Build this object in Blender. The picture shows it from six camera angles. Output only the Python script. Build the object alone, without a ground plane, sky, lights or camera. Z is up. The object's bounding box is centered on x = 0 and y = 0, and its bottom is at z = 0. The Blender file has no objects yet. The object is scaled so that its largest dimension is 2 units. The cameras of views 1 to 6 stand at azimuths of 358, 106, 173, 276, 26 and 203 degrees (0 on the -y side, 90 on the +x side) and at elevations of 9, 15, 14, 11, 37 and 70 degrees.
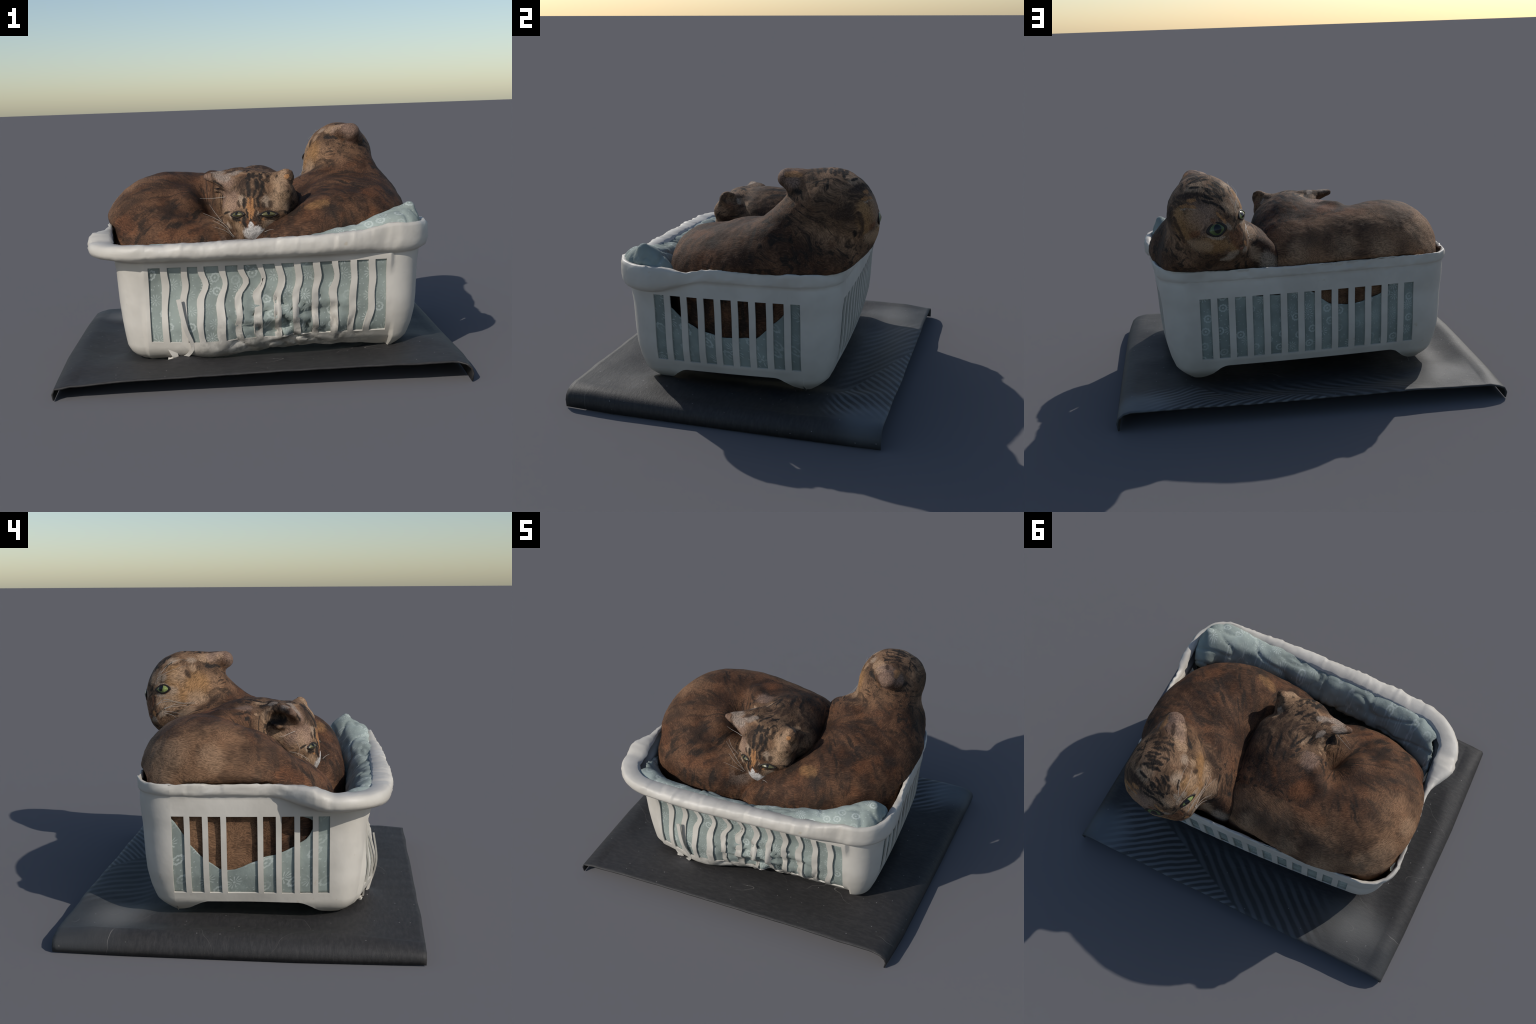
import bpy, bmesh, math, random
import numpy as np
from mathutils import Vector, noise

random.seed(7)
rng = np.random.default_rng(7)
COL = bpy.context.scene.collection

# ------------------------------------------------------------------ basics
def new_empty(name, loc, label, category):
    o = bpy.data.objects.new(name, None)
    o.empty_display_size = 0.1
    o.location = loc
    COL.objects.link(o)
    o["label"] = label
    o["category"] = category
    return o

def attach(o, parent):
    o.parent = parent
    o.matrix_parent_inverse = parent.matrix_basis.inverted()

def mesh_object(name, verts, faces, mat, parent=None, smooth=True, normals=None):
    me = bpy.data.meshes.new(name)
    me.from_pydata([tuple(map(float, v)) for v in verts], [], [tuple(map(int, f)) for f in faces])
    me.update()
    if mat is not None:
        me.materials.append(mat)
    if smooth:
        me.polygons.foreach_set("use_smooth", [True] * len(me.polygons))
    if normals is not None:
        me.normals_split_custom_set_from_vertices([tuple(map(float, n)) for n in normals])
    o = bpy.data.objects.new(name, me)
    COL.objects.link(o)
    if parent is not None:
        attach(o, parent)
    return o

def interp(x, xs, ys):
    return np.interp(x, xs, ys)

def smoothstep(a, b, x):
    t = np.clip((x - a) / (b - a), 0, 1)
    return t * t * (3 - 2 * t)

def gauss(d, s):
    return np.exp(-(d / s) ** 2)

# ------------------------------------------------------------------ signed distance modelling
class Field:
    """a grid of sample points on which rounded bodies are blended together"""
    def __init__(self, lo, hi, res):
        self.lo = np.array(lo, float)
        self.res = res
        n = np.ceil((np.array(hi) - self.lo) / res).astype(int) + 1
        ax = [self.lo[i] + res * np.arange(n[i]) for i in range(3)]
        self.X, self.Y, self.Z = np.meshgrid(*ax, indexing='ij')
        self.X = self.X.astype(np.float32); self.Y = self.Y.astype(np.float32); self.Z = self.Z.astype(np.float32)

    def ellipsoid(self, c, r):
        qx, qy, qz = (self.X - c[0]) / r[0], (self.Y - c[1]) / r[1], (self.Z - c[2]) / r[2]
        k0 = np.sqrt(qx**2 + qy**2 + qz**2)
        k1 = np.sqrt((qx / r[0])**2 + (qy / r[1])**2 + (qz / r[2])**2) + 1e-6
        return k0 * (k0 - 1.0) / k1

    def sphere(self, c, r, zlow=None):
        dz = self.Z - c[2]
        if zlow is not None:
            dz = np.maximum(dz, 0) + np.minimum(self.Z - zlow, 0)
        return np.sqrt((self.X - c[0])**2 + (self.Y - c[1])**2 + dz**2) - r

    def cone(self, a, b, ra, rb):
        a = np.array(a, float); d = np.array(b, float) - a
        t = ((self.X - a[0]) * d[0] + (self.Y - a[1]) * d[1] + (self.Z - a[2]) * d[2]) / d.dot(d)
        t = np.clip(t, 0, 1)
        return np.sqrt((self.X - a[0] - t * d[0])**2 + (self.Y - a[1] - t * d[1])**2
                       + (self.Z - a[2] - t * d[2])**2) - (ra + (rb - ra) * t)

    def plate(self, a, b, c, r):
        P = np.stack([self.X, self.Y, self.Z], -1)
        a, b, c = (np.array(q, np.float32) for q in (a, b, c))
        ba, cb, ac = b - a, c - b, a - c
        pa, pb, pc = P - a, P - b, P - c
        nor = np.cross(ba, ac)
        side = (np.sign(pa @ np.cross(ba, nor)) + np.sign(pb @ np.cross(cb, nor)) + np.sign(pc @ np.cross(ac, nor)))
        def edge(e, p):
            t = np.clip(p @ e / e.dot(e), 0, 1)[..., None]
            return ((e * t - p) ** 2).sum(-1)
        e2 = np.minimum(np.minimum(edge(ba, pa), edge(cb, pb)), edge(ac, pc))
        return np.sqrt(np.where(side < 2, e2, (pa @ nor) ** 2 / nor.dot(nor))) - r

    def tube(self, pts, sub=7, zlow=None):
        f = None
        for (x, y, z, r) in catmull(pts, sub):
            s = self.sphere((x, y, z), r, zlow)
            f = s if f is None else np.minimum(f, s)
        return f

def catmull(pts, sub):
    P = np.array(pts, float)
    P = np.vstack([2 * P[0] - P[1], P, 2 * P[-1] - P[-2]])
    out = []
    for i in range(1, len(P) - 2):
        p0, p1, p2, p3 = P[i-1], P[i], P[i+1], P[i+2]
        for k in range(sub):
            t = k / sub
            out.append(0.5 * (2*p1 + (p2-p0)*t + (2*p0-5*p1+4*p2-p3)*t*t + (3*p1-p0-3*p2+p3)*t**3))
    out.append(P[-2])
    return np.array(out)

def blend(a, b, k):
    h = np.clip(0.5 + 0.5 * (b - a) / k, 0, 1)
    return b + (a - b) * h - k * h * (1 - h)

def carve(a, b, k):
    return -blend(-a, b, k)

def surface(field, f, relax=2):
    """surface nets: one vertex in each cell that the surface crosses"""
    res, lo = field.res, field.lo
    inside = f < 0
    n = np.array(f.shape) - 1
    cnt = np.zeros(n, np.float32); acc = np.zeros((*n, 3), np.float32)
    def sl(o):
        return tuple(slice(o[i], o[i] + n[i]) for i in range(3))
    corners = [(i, j, k) for i in (0, 1) for j in (0, 1) for k in (0, 1)]
    for a in corners:
        for ax in range(3):
            if a[ax] == 0:
                b = list(a); b[ax] = 1
                fa, fb = f[sl(a)], f[sl(b)]
                m = (fa < 0) != (fb < 0)
                t = np.where(m, fa / np.where(m, fa - fb, 1), 0)
                for c in range(3):
                    acc[..., c] += np.where(m, a[c] + (t if c == ax else 0), 0)
                cnt += m
    active = cnt > 0
    idx = -np.ones(n, int)
    idx[active] = np.arange(active.sum())
    base = np.argwhere(active)
    V = lo + res * (base + acc[active] / cnt[active][:, None])
    faces = []
    for ax in range(3):
        u, v = [(1, 2), (2, 0), (0, 1)][ax]
        s0 = [slice(1, n[i]) for i in range(3)]; s0[ax] = slice(0, n[ax])
        s1 = list(s0); s1[ax] = slice(1, n[ax] + 1)
        fa, fb = inside[tuple(s0)], inside[tuple(s1)]
        for flip, m in ((False, fa & ~fb), (True, ~fa & fb)):
            e = np.argwhere(m)
            if len(e) == 0:
                continue
            off = np.ones(3, int); off[ax] = 0
            e = e + off
            q = []
            for du, dv in ((-1, -1), (0, -1), (0, 0), (-1, 0)):
                c = e.copy(); c[:, u] += du; c[:, v] += dv
                q.append(idx[c[:, 0], c[:, 1], c[:, 2]])
            q = np.stack(q, 1)
            faces.append(q[:, ::-1] if flip else q)
    F = np.vstack(faces)
    F = F[(F >= 0).all(1)]
    for _ in range(relax):
        V = V * 0.4 + 0.6 * neighbour_mean(V, F)
    return V, F

def neighbour_mean(V, F):
    s = np.zeros_like(V); c = np.zeros(len(V))
    for i in range(4):
        a, b = F[:, i], F[:, (i + 1) % 4]
        np.add.at(s, a, V[b]); np.add.at(c, a, 1)
        np.add.at(s, b, V[a]); np.add.at(c, b, 1)
    return s / np.maximum(c, 1)[:, None]

def vertex_normals(V, F):
    n = np.cross(V[F[:, 2]] - V[F[:, 0]], V[F[:, 3]] - V[F[:, 1]])
    N = np.zeros_like(V)
    for i in range(4):
        np.add.at(N, F[:, i], n)
    return N / (np.linalg.norm(N, axis=1)[:, None] + 1e-12)

def noise_field(P, scale, seed):
    o = Vector((seed * 3.1, seed * 1.7, seed * 5.3))
    return np.array([noise.noise(Vector(p) * scale + o) for p in P])

def split_regions(name_of_region, labels, V, F, N, mats, parent):
    out = {}
    for k, nm in enumerate(name_of_region):
        sel = F[labels == k]
        if len(sel) == 0:
            continue
        used, inv = np.unique(sel, return_inverse=True)
        out[nm] = mesh_object(nm.split('|')[0], V[used], inv.reshape(-1, 4), mats[k], parent, True, N[used])
    return out

# hair markings as brush strokes in millimetres: from (x, y, z) to (x, y, z), half width;  letters name the hair colour
MARKS_BH = {
    'K': [(-48,-251,921,-40,-293,846,9), (-2,-249,931,-6,-285,880,9), (27,-258,915,24,-281,878,9), (-15,-213,956,-17,-247,931,7), (4,-296,844,-1,-306,791,6), (-67,-285,840,-68,-294,784,7), (-71,-299,745,-70,-306,707,9), (3,-313,747,2,-315,726,5), (104,-288,764,152,-254,751,5), (-168,-224,757,-138,-253,769,5), (-213,-211,924,-163,-225,887,5), (26,-225,943,-58,-240,927,9), (68,-161,952,12,-234,941,6), (52,-118,957,-6,-192,963,6), (-46,58,965,-63,29,960,6), (-39,98,961,-51,69,962,6), (-81,-17,952,-98,-56,959,5), (-165,-71,873,-180,-157,900,16), (-39,-212,954,-36,-257,918,8), (15,-215,952,18,-259,916,8), (-6,-285,880,-23,-297,839,6), (21,-282,878,7,-297,841,7), (-128,-260,734,-104,-276,724,6), (4,-311,756,24,-308,743,7), (55,-296,737,89,-291,755,5), (-130,-259,761,-122,-265,737,5), (100,-153,946,49,-235,931,6), (1,-133,967,-51,-193,958,7), (-58,-298,787,-54,-309,737,5), (-74,-296,751,-64,-309,698,9), (-133,-257,746,-87,-290,725,6), (10,-310,752,86,-290,744,5), (-39,-281,881,-49,-292,843,6)],
    'D': [(-68,-236,926,-75,-273,869,9), (-100,-269,822,-93,-279,789,6), (26,-298,814,25,-302,784,6), (61,-291,815,60,-296,791,8), (46,-205,950,61,-240,922,9), (30,-306,729,82,-285,725,4), (173,-250,843,196,-110,782,12), (141,-54,925,87,-145,945,8), (63,34,969,42,-106,962,10), (17,-53,977,4,-102,969,10), (-114,-153,964,-142,-170,957,10), (113,-125,929,65,-212,942,7), (-15,-297,839,-19,-307,780,4), (-10,-308,780,-16,-317,727,5), (-3,-313,750,2,-317,711,7), (3,-259,919,9,-283,879,6)],
    'O': [(-49,-292,840,-47,-313,734,6), (-24,-295,845,-32,-315,734,6), (-90,-288,722,-87,-291,712,5), (18,-310,733,27,-307,730,5), (140,-239,935,159,-240,933,8)],
    'R': [(-29,-316,728,-23,-319,692,6), (-57,-309,734,-56,-314,692,6), (174,-177,901,174,-177,901,10), (-34,-294,846,-40,-312,752,4)],
    'L': [(37,-292,840,45,-297,798,12), (-79,-279,840,-83,-282,810,11), (-2,-310,771,-7,-314,745,4), (-144,-249,770,-134,-254,731,5), (-152,-228,716,-123,-213,667,7), (61,-288,708,61,-288,708,10), (147,-131,903,133,-149,931,7)],
    'P': [(-117,-249,851,-132,-255,785,17), (-252,-198,937,-249,-197,930,9), (-113,31,946,-149,87,942,17), (-159,-218,874,-145,-223,836,12), (-170,-172,813,-155,-200,838,18), (-179,-189,942,-139,-229,904,16)],
    'T': [(87,-277,845,87,-291,786,17), (97,-249,912,138,-256,908,14), (106,-271,886,126,-282,862,14), (-56,5,963,-86,-54,961,6), (144,-216,964,108,-248,917,10), (157,-88,899,118,-136,931,7), (-147,-46,918,-158,-53,896,10), (-166,-113,827,-168,-136,833,14), (-105,-267,694,-83,-283,659,16), (-142,-238,808,-156,-237,778,18), (134,-273,819,140,-266,782,16), (45,-296,701,45,-296,701,12), (119,-277,805,153,-271,835,14)],
    'W': [(-40,-316,719,-41,-318,692,6), (-46,-316,674,-51,-304,648,16), (-8,-318,688,-6,-308,650,14), (16,-309,671,16,-309,671,8), (-39,-314,661,-3,-313,663,19), (-41,-318,698,-40,-316,674,8)],
    'G': [(-206,-191,946,-137,-211,930,15), (-171,-154,961,-222,-169,963,15), (-110,-67,961,-138,-110,971,8), (-73,-165,963,-141,-187,948,12)],
}
MARKS_BN = {
    'K': [(214,20,835,214,20,835,22), (-225,43,896,-204,22,911,6), (-23,50,973,-67,-45,964,5), (-9,126,960,25,-71,972,7), (41,132,960,56,-6,974,7), (68,167,943,106,17,949,7), (-20,78,970,-20,-33,977,6)],
    'D': [(19,140,959,58,9,973,12), (73,148,949,123,2,939,9), (-26,126,957,19,70,974,10), (60,264,900,89,213,914,9), (-9,1,978,-24,49,973,9), (-48,240,918,1,160,950,10), (4,261,905,52,181,939,9)],
    'R': [(0,180,943,-24,209,927,12), (-131,249,926,-193,198,936,26)],
    'T': [(-171,-4,918,-139,-81,953,8)],
}
MARKS_AH = {
    'o': [(624,625,1033,603,623,901,22), (569,652,1028,566,659,958,26), (556,645,874,408,649,862,22), (360,495,1102,328,483,1053,18), (630,614,1044,612,624,918,22), (386,643,863,365,630,821,12), (308,467,971,311,418,946,20), (328,513,1037,313,467,1007,18)],
    'O': [(629,604,1058,546,643,1057,7), (453,645,1027,427,651,990,5), (318,597,866,311,590,839,7), (587,613,1083,547,622,1087,8), (580,271,1158,586,310,1150,12), (443,649,1009,405,648,968,6), (586,236,1154,581,301,1156,14)],
    'L': [(630,613,1045,550,647,1046,4), (427,654,980,382,638,938,8), (506,664,912,417,654,902,7), (406,632,803,354,624,819,11), (391,508,1129,391,508,1129,12), (352,588,1009,353,565,1046,8), (336,546,1030,344,538,1054,9), (343,577,1005,318,512,1010,6), (310,498,983,309,470,977,13), (335,583,953,310,528,952,6), (323,603,821,307,581,821,9), (298,559,844,295,530,866,10), (398,417,1136,410,384,1135,12), (409,398,1138,396,407,1132,12), (315,509,995,310,477,989,6), (375,569,1077,352,570,1038,9), (633,609,1044,591,635,1050,3), (439,629,785,369,619,793,9)],
    'P': [(527,654,1033,516,665,977,26), (510,211,1150,516,203,1144,12), (556,649,1039,490,657,1015,14), (543,229,1174,520,240,1171,14), (576,299,1160,558,250,1173,8), (460,313,1139,584,235,1156,18), (556,202,1157,582,213,1147,14), (507,214,1149,571,199,1133,14), (523,196,1116,556,228,1076,12), (601,247,1113,609,290,1124,14)],
    'R': [(582,643,919,540,661,933,10), (481,663,989,463,661,984,7), (390,644,921,350,626,838,11), (367,629,922,330,613,855,10), (348,603,947,330,606,888,12)],
    'K': [(522,626,1085,481,630,1069,7), (481,627,1075,440,630,1052,6), (471,606,1100,414,594,1087,6), (582,472,1156,530,464,1174,8), (556,515,1154,469,513,1164,7), (497,584,1126,471,606,1100,6), (436,629,1052,410,634,1022,5), (407,591,1085,410,549,1123,6), (372,546,1091,383,503,1125,6), (406,327,1100,446,283,1098,10), (581,395,1158,481,363,1167,9), (572,425,1165,472,401,1171,9), (586,473,1155,460,447,1173,8), (580,517,1143,501,490,1173,7), (489,549,1148,445,572,1123,6), (470,526,1158,420,555,1124,6), (512,611,1103,460,617,1082,6), (494,574,1135,454,589,1111,6), (418,550,1126,406,558,1115,8), (652,582,917,632,582,884,8), (610,396,1137,634,395,1112,6), (616,448,1136,652,450,1096,6), (609,379,1136,517,349,1173,7), (581,457,1160,511,438,1177,7), (565,485,1161,472,480,1173,8), (572,550,1135,521,570,1138,7), (514,567,1139,462,590,1113,6), (454,589,1111,415,608,1069,6), (453,518,1159,413,534,1135,6), (423,313,1102,473,253,1097,8), (622,294,1083,630,322,1075,12)],
    'D': [(636,551,1093,563,606,1098,13), (656,595,1008,629,618,938,11), (629,618,938,614,596,874,9), (343,597,951,307,581,858,6), (347,422,1085,336,402,1049,10), (565,591,1111,512,611,1103,8), (535,267,1174,506,323,1167,8), (686,523,1000,677,560,986,22), (595,356,1146,604,388,1142,12), (598,571,1109,565,591,1111,7)],
    'T': [(583,547,1129,516,568,1139,14), (417,619,1056,368,605,1014,12), (324,481,1046,336,445,1070,20), (306,537,924,303,492,934,24), (462,357,1158,491,241,1155,15), (377,392,1110,357,383,1081,8), (567,533,1144,510,540,1154,14), (401,526,1130,392,470,1137,12), (512,248,1168,454,321,1139,14), (590,624,879,487,661,859,16), (321,568,938,302,543,900,14), (413,613,1061,369,611,1003,8), (422,362,1137,497,259,1166,14), (441,375,1153,477,271,1159,12)],
}
MARKS_AN = {
    'o': [(322,400,1001,353,330,1023,32)],
    'D': [(288,297,900,389,242,951,12), (416,205,946,594,203,1002,9)],
    'L': [(200,478,753,177,486,682,24)],
    'T': [(273,448,845,268,367,887,16), (272,475,792,243,483,746,14), (315,388,930,338,335,943,20)],
    'K': [(182,378,828,176,377,822,10)],
}
MARKS_BB = {
    'K': [(-31,422,826,-42,452,798,26), (-538,-214,774,-391,-155,797,14), (-493,-263,743,-304,-147,744,12), (-390,-122,830,-231,7,793,14), (-529,-246,750,-414,-189,768,14), (-263,-182,718,-437,-312,703,9), (-346,-101,832,-633,-263,694,9), (-220,-228,707,-351,-331,678,9), (-548,-208,780,-368,-146,800,9), (-712,-75,799,-528,-43,884,9), (-570,-185,795,-570,-185,795,9)],
    'D': [(-509,470,763,-506,478,713,18), (-467,330,919,-529,397,859,26), (-340,421,875,-336,472,818,30), (-113,438,833,-128,486,766,20), (-241,512,730,-326,512,742,12), (-723,38,829,-726,-28,805,28), (-585,242,917,-530,130,936,16), (-495,-3,902,-610,-116,836,24), (-512,396,865,-620,271,893,12), (-782,97,740,-757,-80,717,16), (-630,-127,822,-568,-117,845,14), (-221,-379,555,-169,-349,586,14), (-700,-119,781,-611,-105,842,14)],
    'R': [(-134,289,914,-353,331,926,20), (-706,-157,736,-608,-284,684,16), (-493,-333,673,-305,-323,673,16), (-703,-159,739,-625,-265,696,20), (-360,-301,701,-281,-287,690,14)],
    'T': [(-381,498,769,-414,502,733,24), (-585,383,835,-645,390,762,24), (-196,486,787,-210,499,764,22), (33,446,784,21,467,754,20), (-640,336,835,-717,289,782,28), (-665,394,728,-733,313,718,18), (-714,155,842,-765,99,778,20)],
    'G': [(-134,-287,625,-134,-287,625,16)],
}
MARKS_AB = {
    'o': [(245,-287,782,338,-320,799,15)],
    'K': [(341,-354,772,383,-367,763,18), (498,-294,812,531,-304,794,14), (323,-337,782,376,-347,783,15), (502,-100,877,544,-110,872,16), (466,-210,850,491,-224,844,14), (662,-111,839,711,-83,811,18), (780,134,792,782,204,775,22), (731,228,871,735,290,830,20), (453,198,970,334,131,898,9), (594,-58,880,374,53,897,9), (662,13,878,438,146,922,9), (516,-173,854,365,-63,870,9), (490,-317,795,556,-336,738,9), (599,-153,849,664,-219,778,9)],
    'D': [(430,-392,712,486,-363,741,16), (642,-128,844,757,-7,792,14), (336,-50,858,492,11,903,10), (343,-20,872,431,8,901,14), (509,117,926,660,192,947,9), (603,-263,791,630,-279,754,14), (382,-50,880,298,71,858,10), (436,64,906,294,-11,843,9)],
    'R': [(542,-338,745,582,-310,758,14), (728,-150,748,744,-62,784,24), (762,244,803,755,296,775,18), (545,-235,830,649,-114,845,18)],
}

# ------------------------------------------------------------------ materials
class Nodes:
    """small helper to write node trees as expressions"""
    def __init__(self, name, rough=.7, spec=.3):
        self.m = bpy.data.materials.new(name); self.m.use_nodes = True
        self.t = self.m.node_tree
        self.b = self.t.nodes["Principled BSDF"]
        self.b.inputs["Roughness"].default_value = rough
        self.b.inputs["Specular IOR Level"].default_value = spec
        self.P = self.t.nodes.new("ShaderNodeTexCoord").outputs["Object"]
    def put(self, sock, v):
        if isinstance(v, bpy.types.NodeSocket): self.t.links.new(v, sock)
        elif isinstance(v, (tuple, list)) and len(v) == 3 and sock.type == 'RGBA': sock.default_value = (*v, 1)
        else: sock.default_value = v
    def math(self, op, a, b=0.0, c=0.0, clamp=False):
        n = self.t.nodes.new("ShaderNodeMath"); n.operation = op; n.use_clamp = clamp
        for i, v in enumerate((a, b, c)): self.put(n.inputs[i], v)
        return n.outputs[0]
    def vec(self, op, a, b=(0, 0, 0), s=None):
        n = self.t.nodes.new("ShaderNodeVectorMath"); n.operation = op
        self.put(n.inputs[0], a)
        if op == 'SCALE': self.put(n.inputs["Scale"], s)
        elif len(n.inputs) > 1: self.put(n.inputs[1], b)
        return n.outputs["Value"] if op in ('DISTANCE', 'LENGTH', 'DOT_PRODUCT') else n.outputs["Vector"]
    def split(self, v):
        n = self.t.nodes.new("ShaderNodeSeparateXYZ"); self.put(n.inputs[0], v)
        return n.outputs[0], n.outputs[1], n.outputs[2]
    def join(self, x, y, z=0.0):
        n = self.t.nodes.new("ShaderNodeCombineXYZ")
        for i, v in enumerate((x, y, z)): self.put(n.inputs[i], v)
        return n.outputs[0]
    def noise(self, v, scale, detail=2.0, rough=.5, dist=0.0, color=False):
        n = self.t.nodes.new("ShaderNodeTexNoise")
        self.put(n.inputs["Vector"], v); n.inputs["Scale"].default_value = scale
        n.inputs["Detail"].default_value = detail; n.inputs["Roughness"].default_value = rough
        n.inputs["Distortion"].default_value = dist
        return n.outputs["Color" if color else "Fac"]
    def step(self, v, lo, hi, a=0.0, b=1.0):
        n = self.t.nodes.new("ShaderNodeMapRange"); n.interpolation_type = 'SMOOTHSTEP'
        self.put(n.inputs["Value"], v)
        for i, q in zip((1, 2, 3, 4), (lo, hi, a, b)): n.inputs[i].default_value = q
        return n.outputs[0]
    def mix(self, f, a, b, mode='MIX'):
        n = self.t.nodes.new("ShaderNodeMix"); n.data_type = 'RGBA'; n.blend_type = mode
        self.put(n.inputs[0], f); self.put(n.inputs[6], a); self.put(n.inputs[7], b)
        return n.outputs[2]
    def bump(self, h, strength, dist):
        n = self.t.nodes.new("ShaderNodeBump"); n.inputs["Strength"].default_value = strength
        n.inputs["Distance"].default_value = dist; self.put(n.inputs["Height"], h)
        self.t.links.new(n.outputs[0], self.b.inputs["Normal"])
    def out(self, color, rough=None):
        self.put(self.b.inputs["Base Color"], color)
        if rough is not None: self.put(self.b.inputs["Roughness"], rough)
        return self.m
    def strokes(self, p, marks, grow=1.0, soft=(1.45, .45), ragged=None):
        """soft brush strokes of hair colour: for each, an ellipse round the segment a-b of half width r"""
        total = None
        for (ax, ay, az, bx, by, bz, r) in marks:
            a = (ax / 1000, ay / 1000, az / 1000); b = (bx / 1000, by / 1000, bz / 1000); r *= grow / 1000
            L = math.dist(a, b)
            if L < .5 * r:
                d = self.math('MULTIPLY', self.vec('DISTANCE', p, a), 1 / r)
            else:
                e = math.sqrt(L * L + 4 * r * r)
                d = self.math('MULTIPLY_ADD', self.math('ADD', self.vec('DISTANCE', p, a), self.vec('DISTANCE', p, b)), 1 / (e - L), -L / (e - L))
            total = d if total is None else self.math('MINIMUM', total, d)
        if ragged is not None: total = self.math('ADD', total, ragged)
        return self.step(total, *soft)

HAIR = dict(K=(.016, .013, .011), D=(.040, .024, .016), T=(.36, .235, .145), L=(.39, .295, .215), O=(.36, .170, .068), o=(.31, .165, .068),
            R=(.16, .062, .026), W=(.50, .465, .435), P=(.275, .178, .132), G=(.27, .215, .172))

STROKE_STYLE = (('o', 1.7, (2.4, .0), .75), ('T', 1.8, (2.5, .0), .62), ('P', 2.1, (2.7, -.2), .60), ('G', 1.7, (2.0, .2), .75),
                ('R', 1.6, (2.4, .0), .70), ('L', 1.5, (2.6, .0), .58), ('O', 1.35, (2.0, .3), .80),
                ('D', 1.45, (2.1, .1), .85), ('W', 1.85, (1.6, .5), .95), ('K', 1.4, (1.9, .1), .95))

def fur(name, marks, body_marks, flow, head, coat, face, flank=False):
    """agouti tabby coat: mottled ground, dark bands, brush-stroke markings, single hairs on top"""
    n = Nodes(name, .78, .2)
    P = n.P
    x, y, z = n.split(P)
    if flow[0] == 'ring':
        # hair lies along the curl of the body
        cx, cy, s = flow[1]
        dx, dy = n.math('SUBTRACT', x, cx), n.math('SUBTRACT', y, cy)
        ang = n.math('ARCTAN2', n.math('MULTIPLY', dy, s), n.math('MULTIPLY', dx, s))
        rad = n.math('SQRT', n.math('ADD', n.math('MULTIPLY', dx, dx), n.math('MULTIPLY', dy, dy)))
        wob = n.math('MULTIPLY', n.math('SUBTRACT', n.noise(P, 6, 1), .5), .16)
        q = n.join(n.math('MULTIPLY', ang, .3), n.math('ADD', rad, wob), n.math('ADD', z, wob))
        hairs = n.vec('MULTIPLY', q, (52, 210, 210))
        lines = n.vec('MULTIPLY', q, (27, 6, 6))
    else:
        d = Vector(flow[1]).normalized(); u = d.orthogonal().normalized(); w = d.cross(u)
        wv = n.vec('SCALE', n.vec('SUBTRACT', n.noise(P, 7, 1, color=True), (.5, .5, .5)), s=.14)
        Q = n.vec('ADD', P, wv)
        q = n.join(n.vec('DOT_PRODUCT', Q, tuple(d)), n.vec('DOT_PRODUCT', Q, tuple(u)), n.vec('DOT_PRODUCT', Q, tuple(w)))
        hairs = n.vec('MULTIPLY', q, (55, 200, 200))
        lines = n.vec('MULTIPLY', q, (8, 34, 34))
    streak = n.noise(hairs, 1.0, 3.0, .62)
    patch = n.noise(P, 7.5, 3.0, .6)
    near_head = n.step(n.vec('DISTANCE', P, head), .34, .16)
    lo = n.mix(near_head, coat[0], face[0]); hi = n.mix(near_head, coat[1], face[1])
    c = n.mix(n.step(patch, .36, .66), lo, hi)
    c = n.mix(n.step(n.noise(P, 11.3, 2), .52, .74, 0, .40), c, (.135, .055, .024))
    c = n.mix(n.math('MULTIPLY', n.step(n.noise(P, 12, 2.5, .55, .6), .50, .68, 0, .38), n.math('MULTIPLY_ADD', near_head, -.35, 1.0)), c, (.021, .014, .010))
    # narrow broken tabby lines
    tab = n.math('MULTIPLY', n.step(n.noise(lines, 1.0, 3.0, .6, .5), .50, .61), n.step(n.noise(P, 5, 1), .36, .58, .50, .88))
    c = n.mix(tab, c, (.020, .014, .010))
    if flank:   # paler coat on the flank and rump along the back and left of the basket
        f = n.math('MAXIMUM', n.step(y, .22, .42), n.math('MULTIPLY', n.step(x, -.45, -.68), n.step(y, -.2, .1)))
        c = n.mix(n.math('MULTIPLY', f, n.step(patch, .30, .55, .28, .74)), c, (.240, .132, .072))
    ragged = n.math('MULTIPLY', n.math('SUBTRACT', streak, .5), -1.3)
    fine = n.vec('ADD', n.vec('SCALE', n.vec('SUBTRACT', n.noise(P, 28, 2, color=True), (.5, .5, .5)), s=.020),
                 n.vec('SCALE', n.vec('SUBTRACT', n.noise(P, 95, 1, color=True), (.5, .5, .5)), s=.010))
    p1 = n.vec('ADD', P, fine)
    p2 = n.vec('ADD', P, n.vec('SCALE', n.vec('SUBTRACT', n.noise(P, 22, 3, color=True), (.5, .5, .5)), s=.06))
    for mk, p, bold in ((body_marks, p2, .60), (marks, p1, 1.0)):
        for k, grow, soft, amount in STROKE_STYLE:
            if mk.get(k):
                m = n.strokes(p, mk[k], grow * (1.25 if bold < 1 else 1), soft if bold == 1 else (2.6, -.4), ragged)
                c = n.mix(n.math('MULTIPLY', m, amount * bold), c, HAIR[k])
    # single hairs: pale tips and dark gaps
    shade = n.step(streak, .30, .70, .58, 1.42)
    c = n.mix(1.0, c, n.join(shade, shade, shade), 'MULTIPLY')
    tip = n.mix(near_head, (.25, .138, .078), (.34, .23, .15))
    c = n.mix(n.step(streak, .58, .80, 0, .36), c, tip)
    n.bump(streak, .35, .006)
    return n.out(c)

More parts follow.
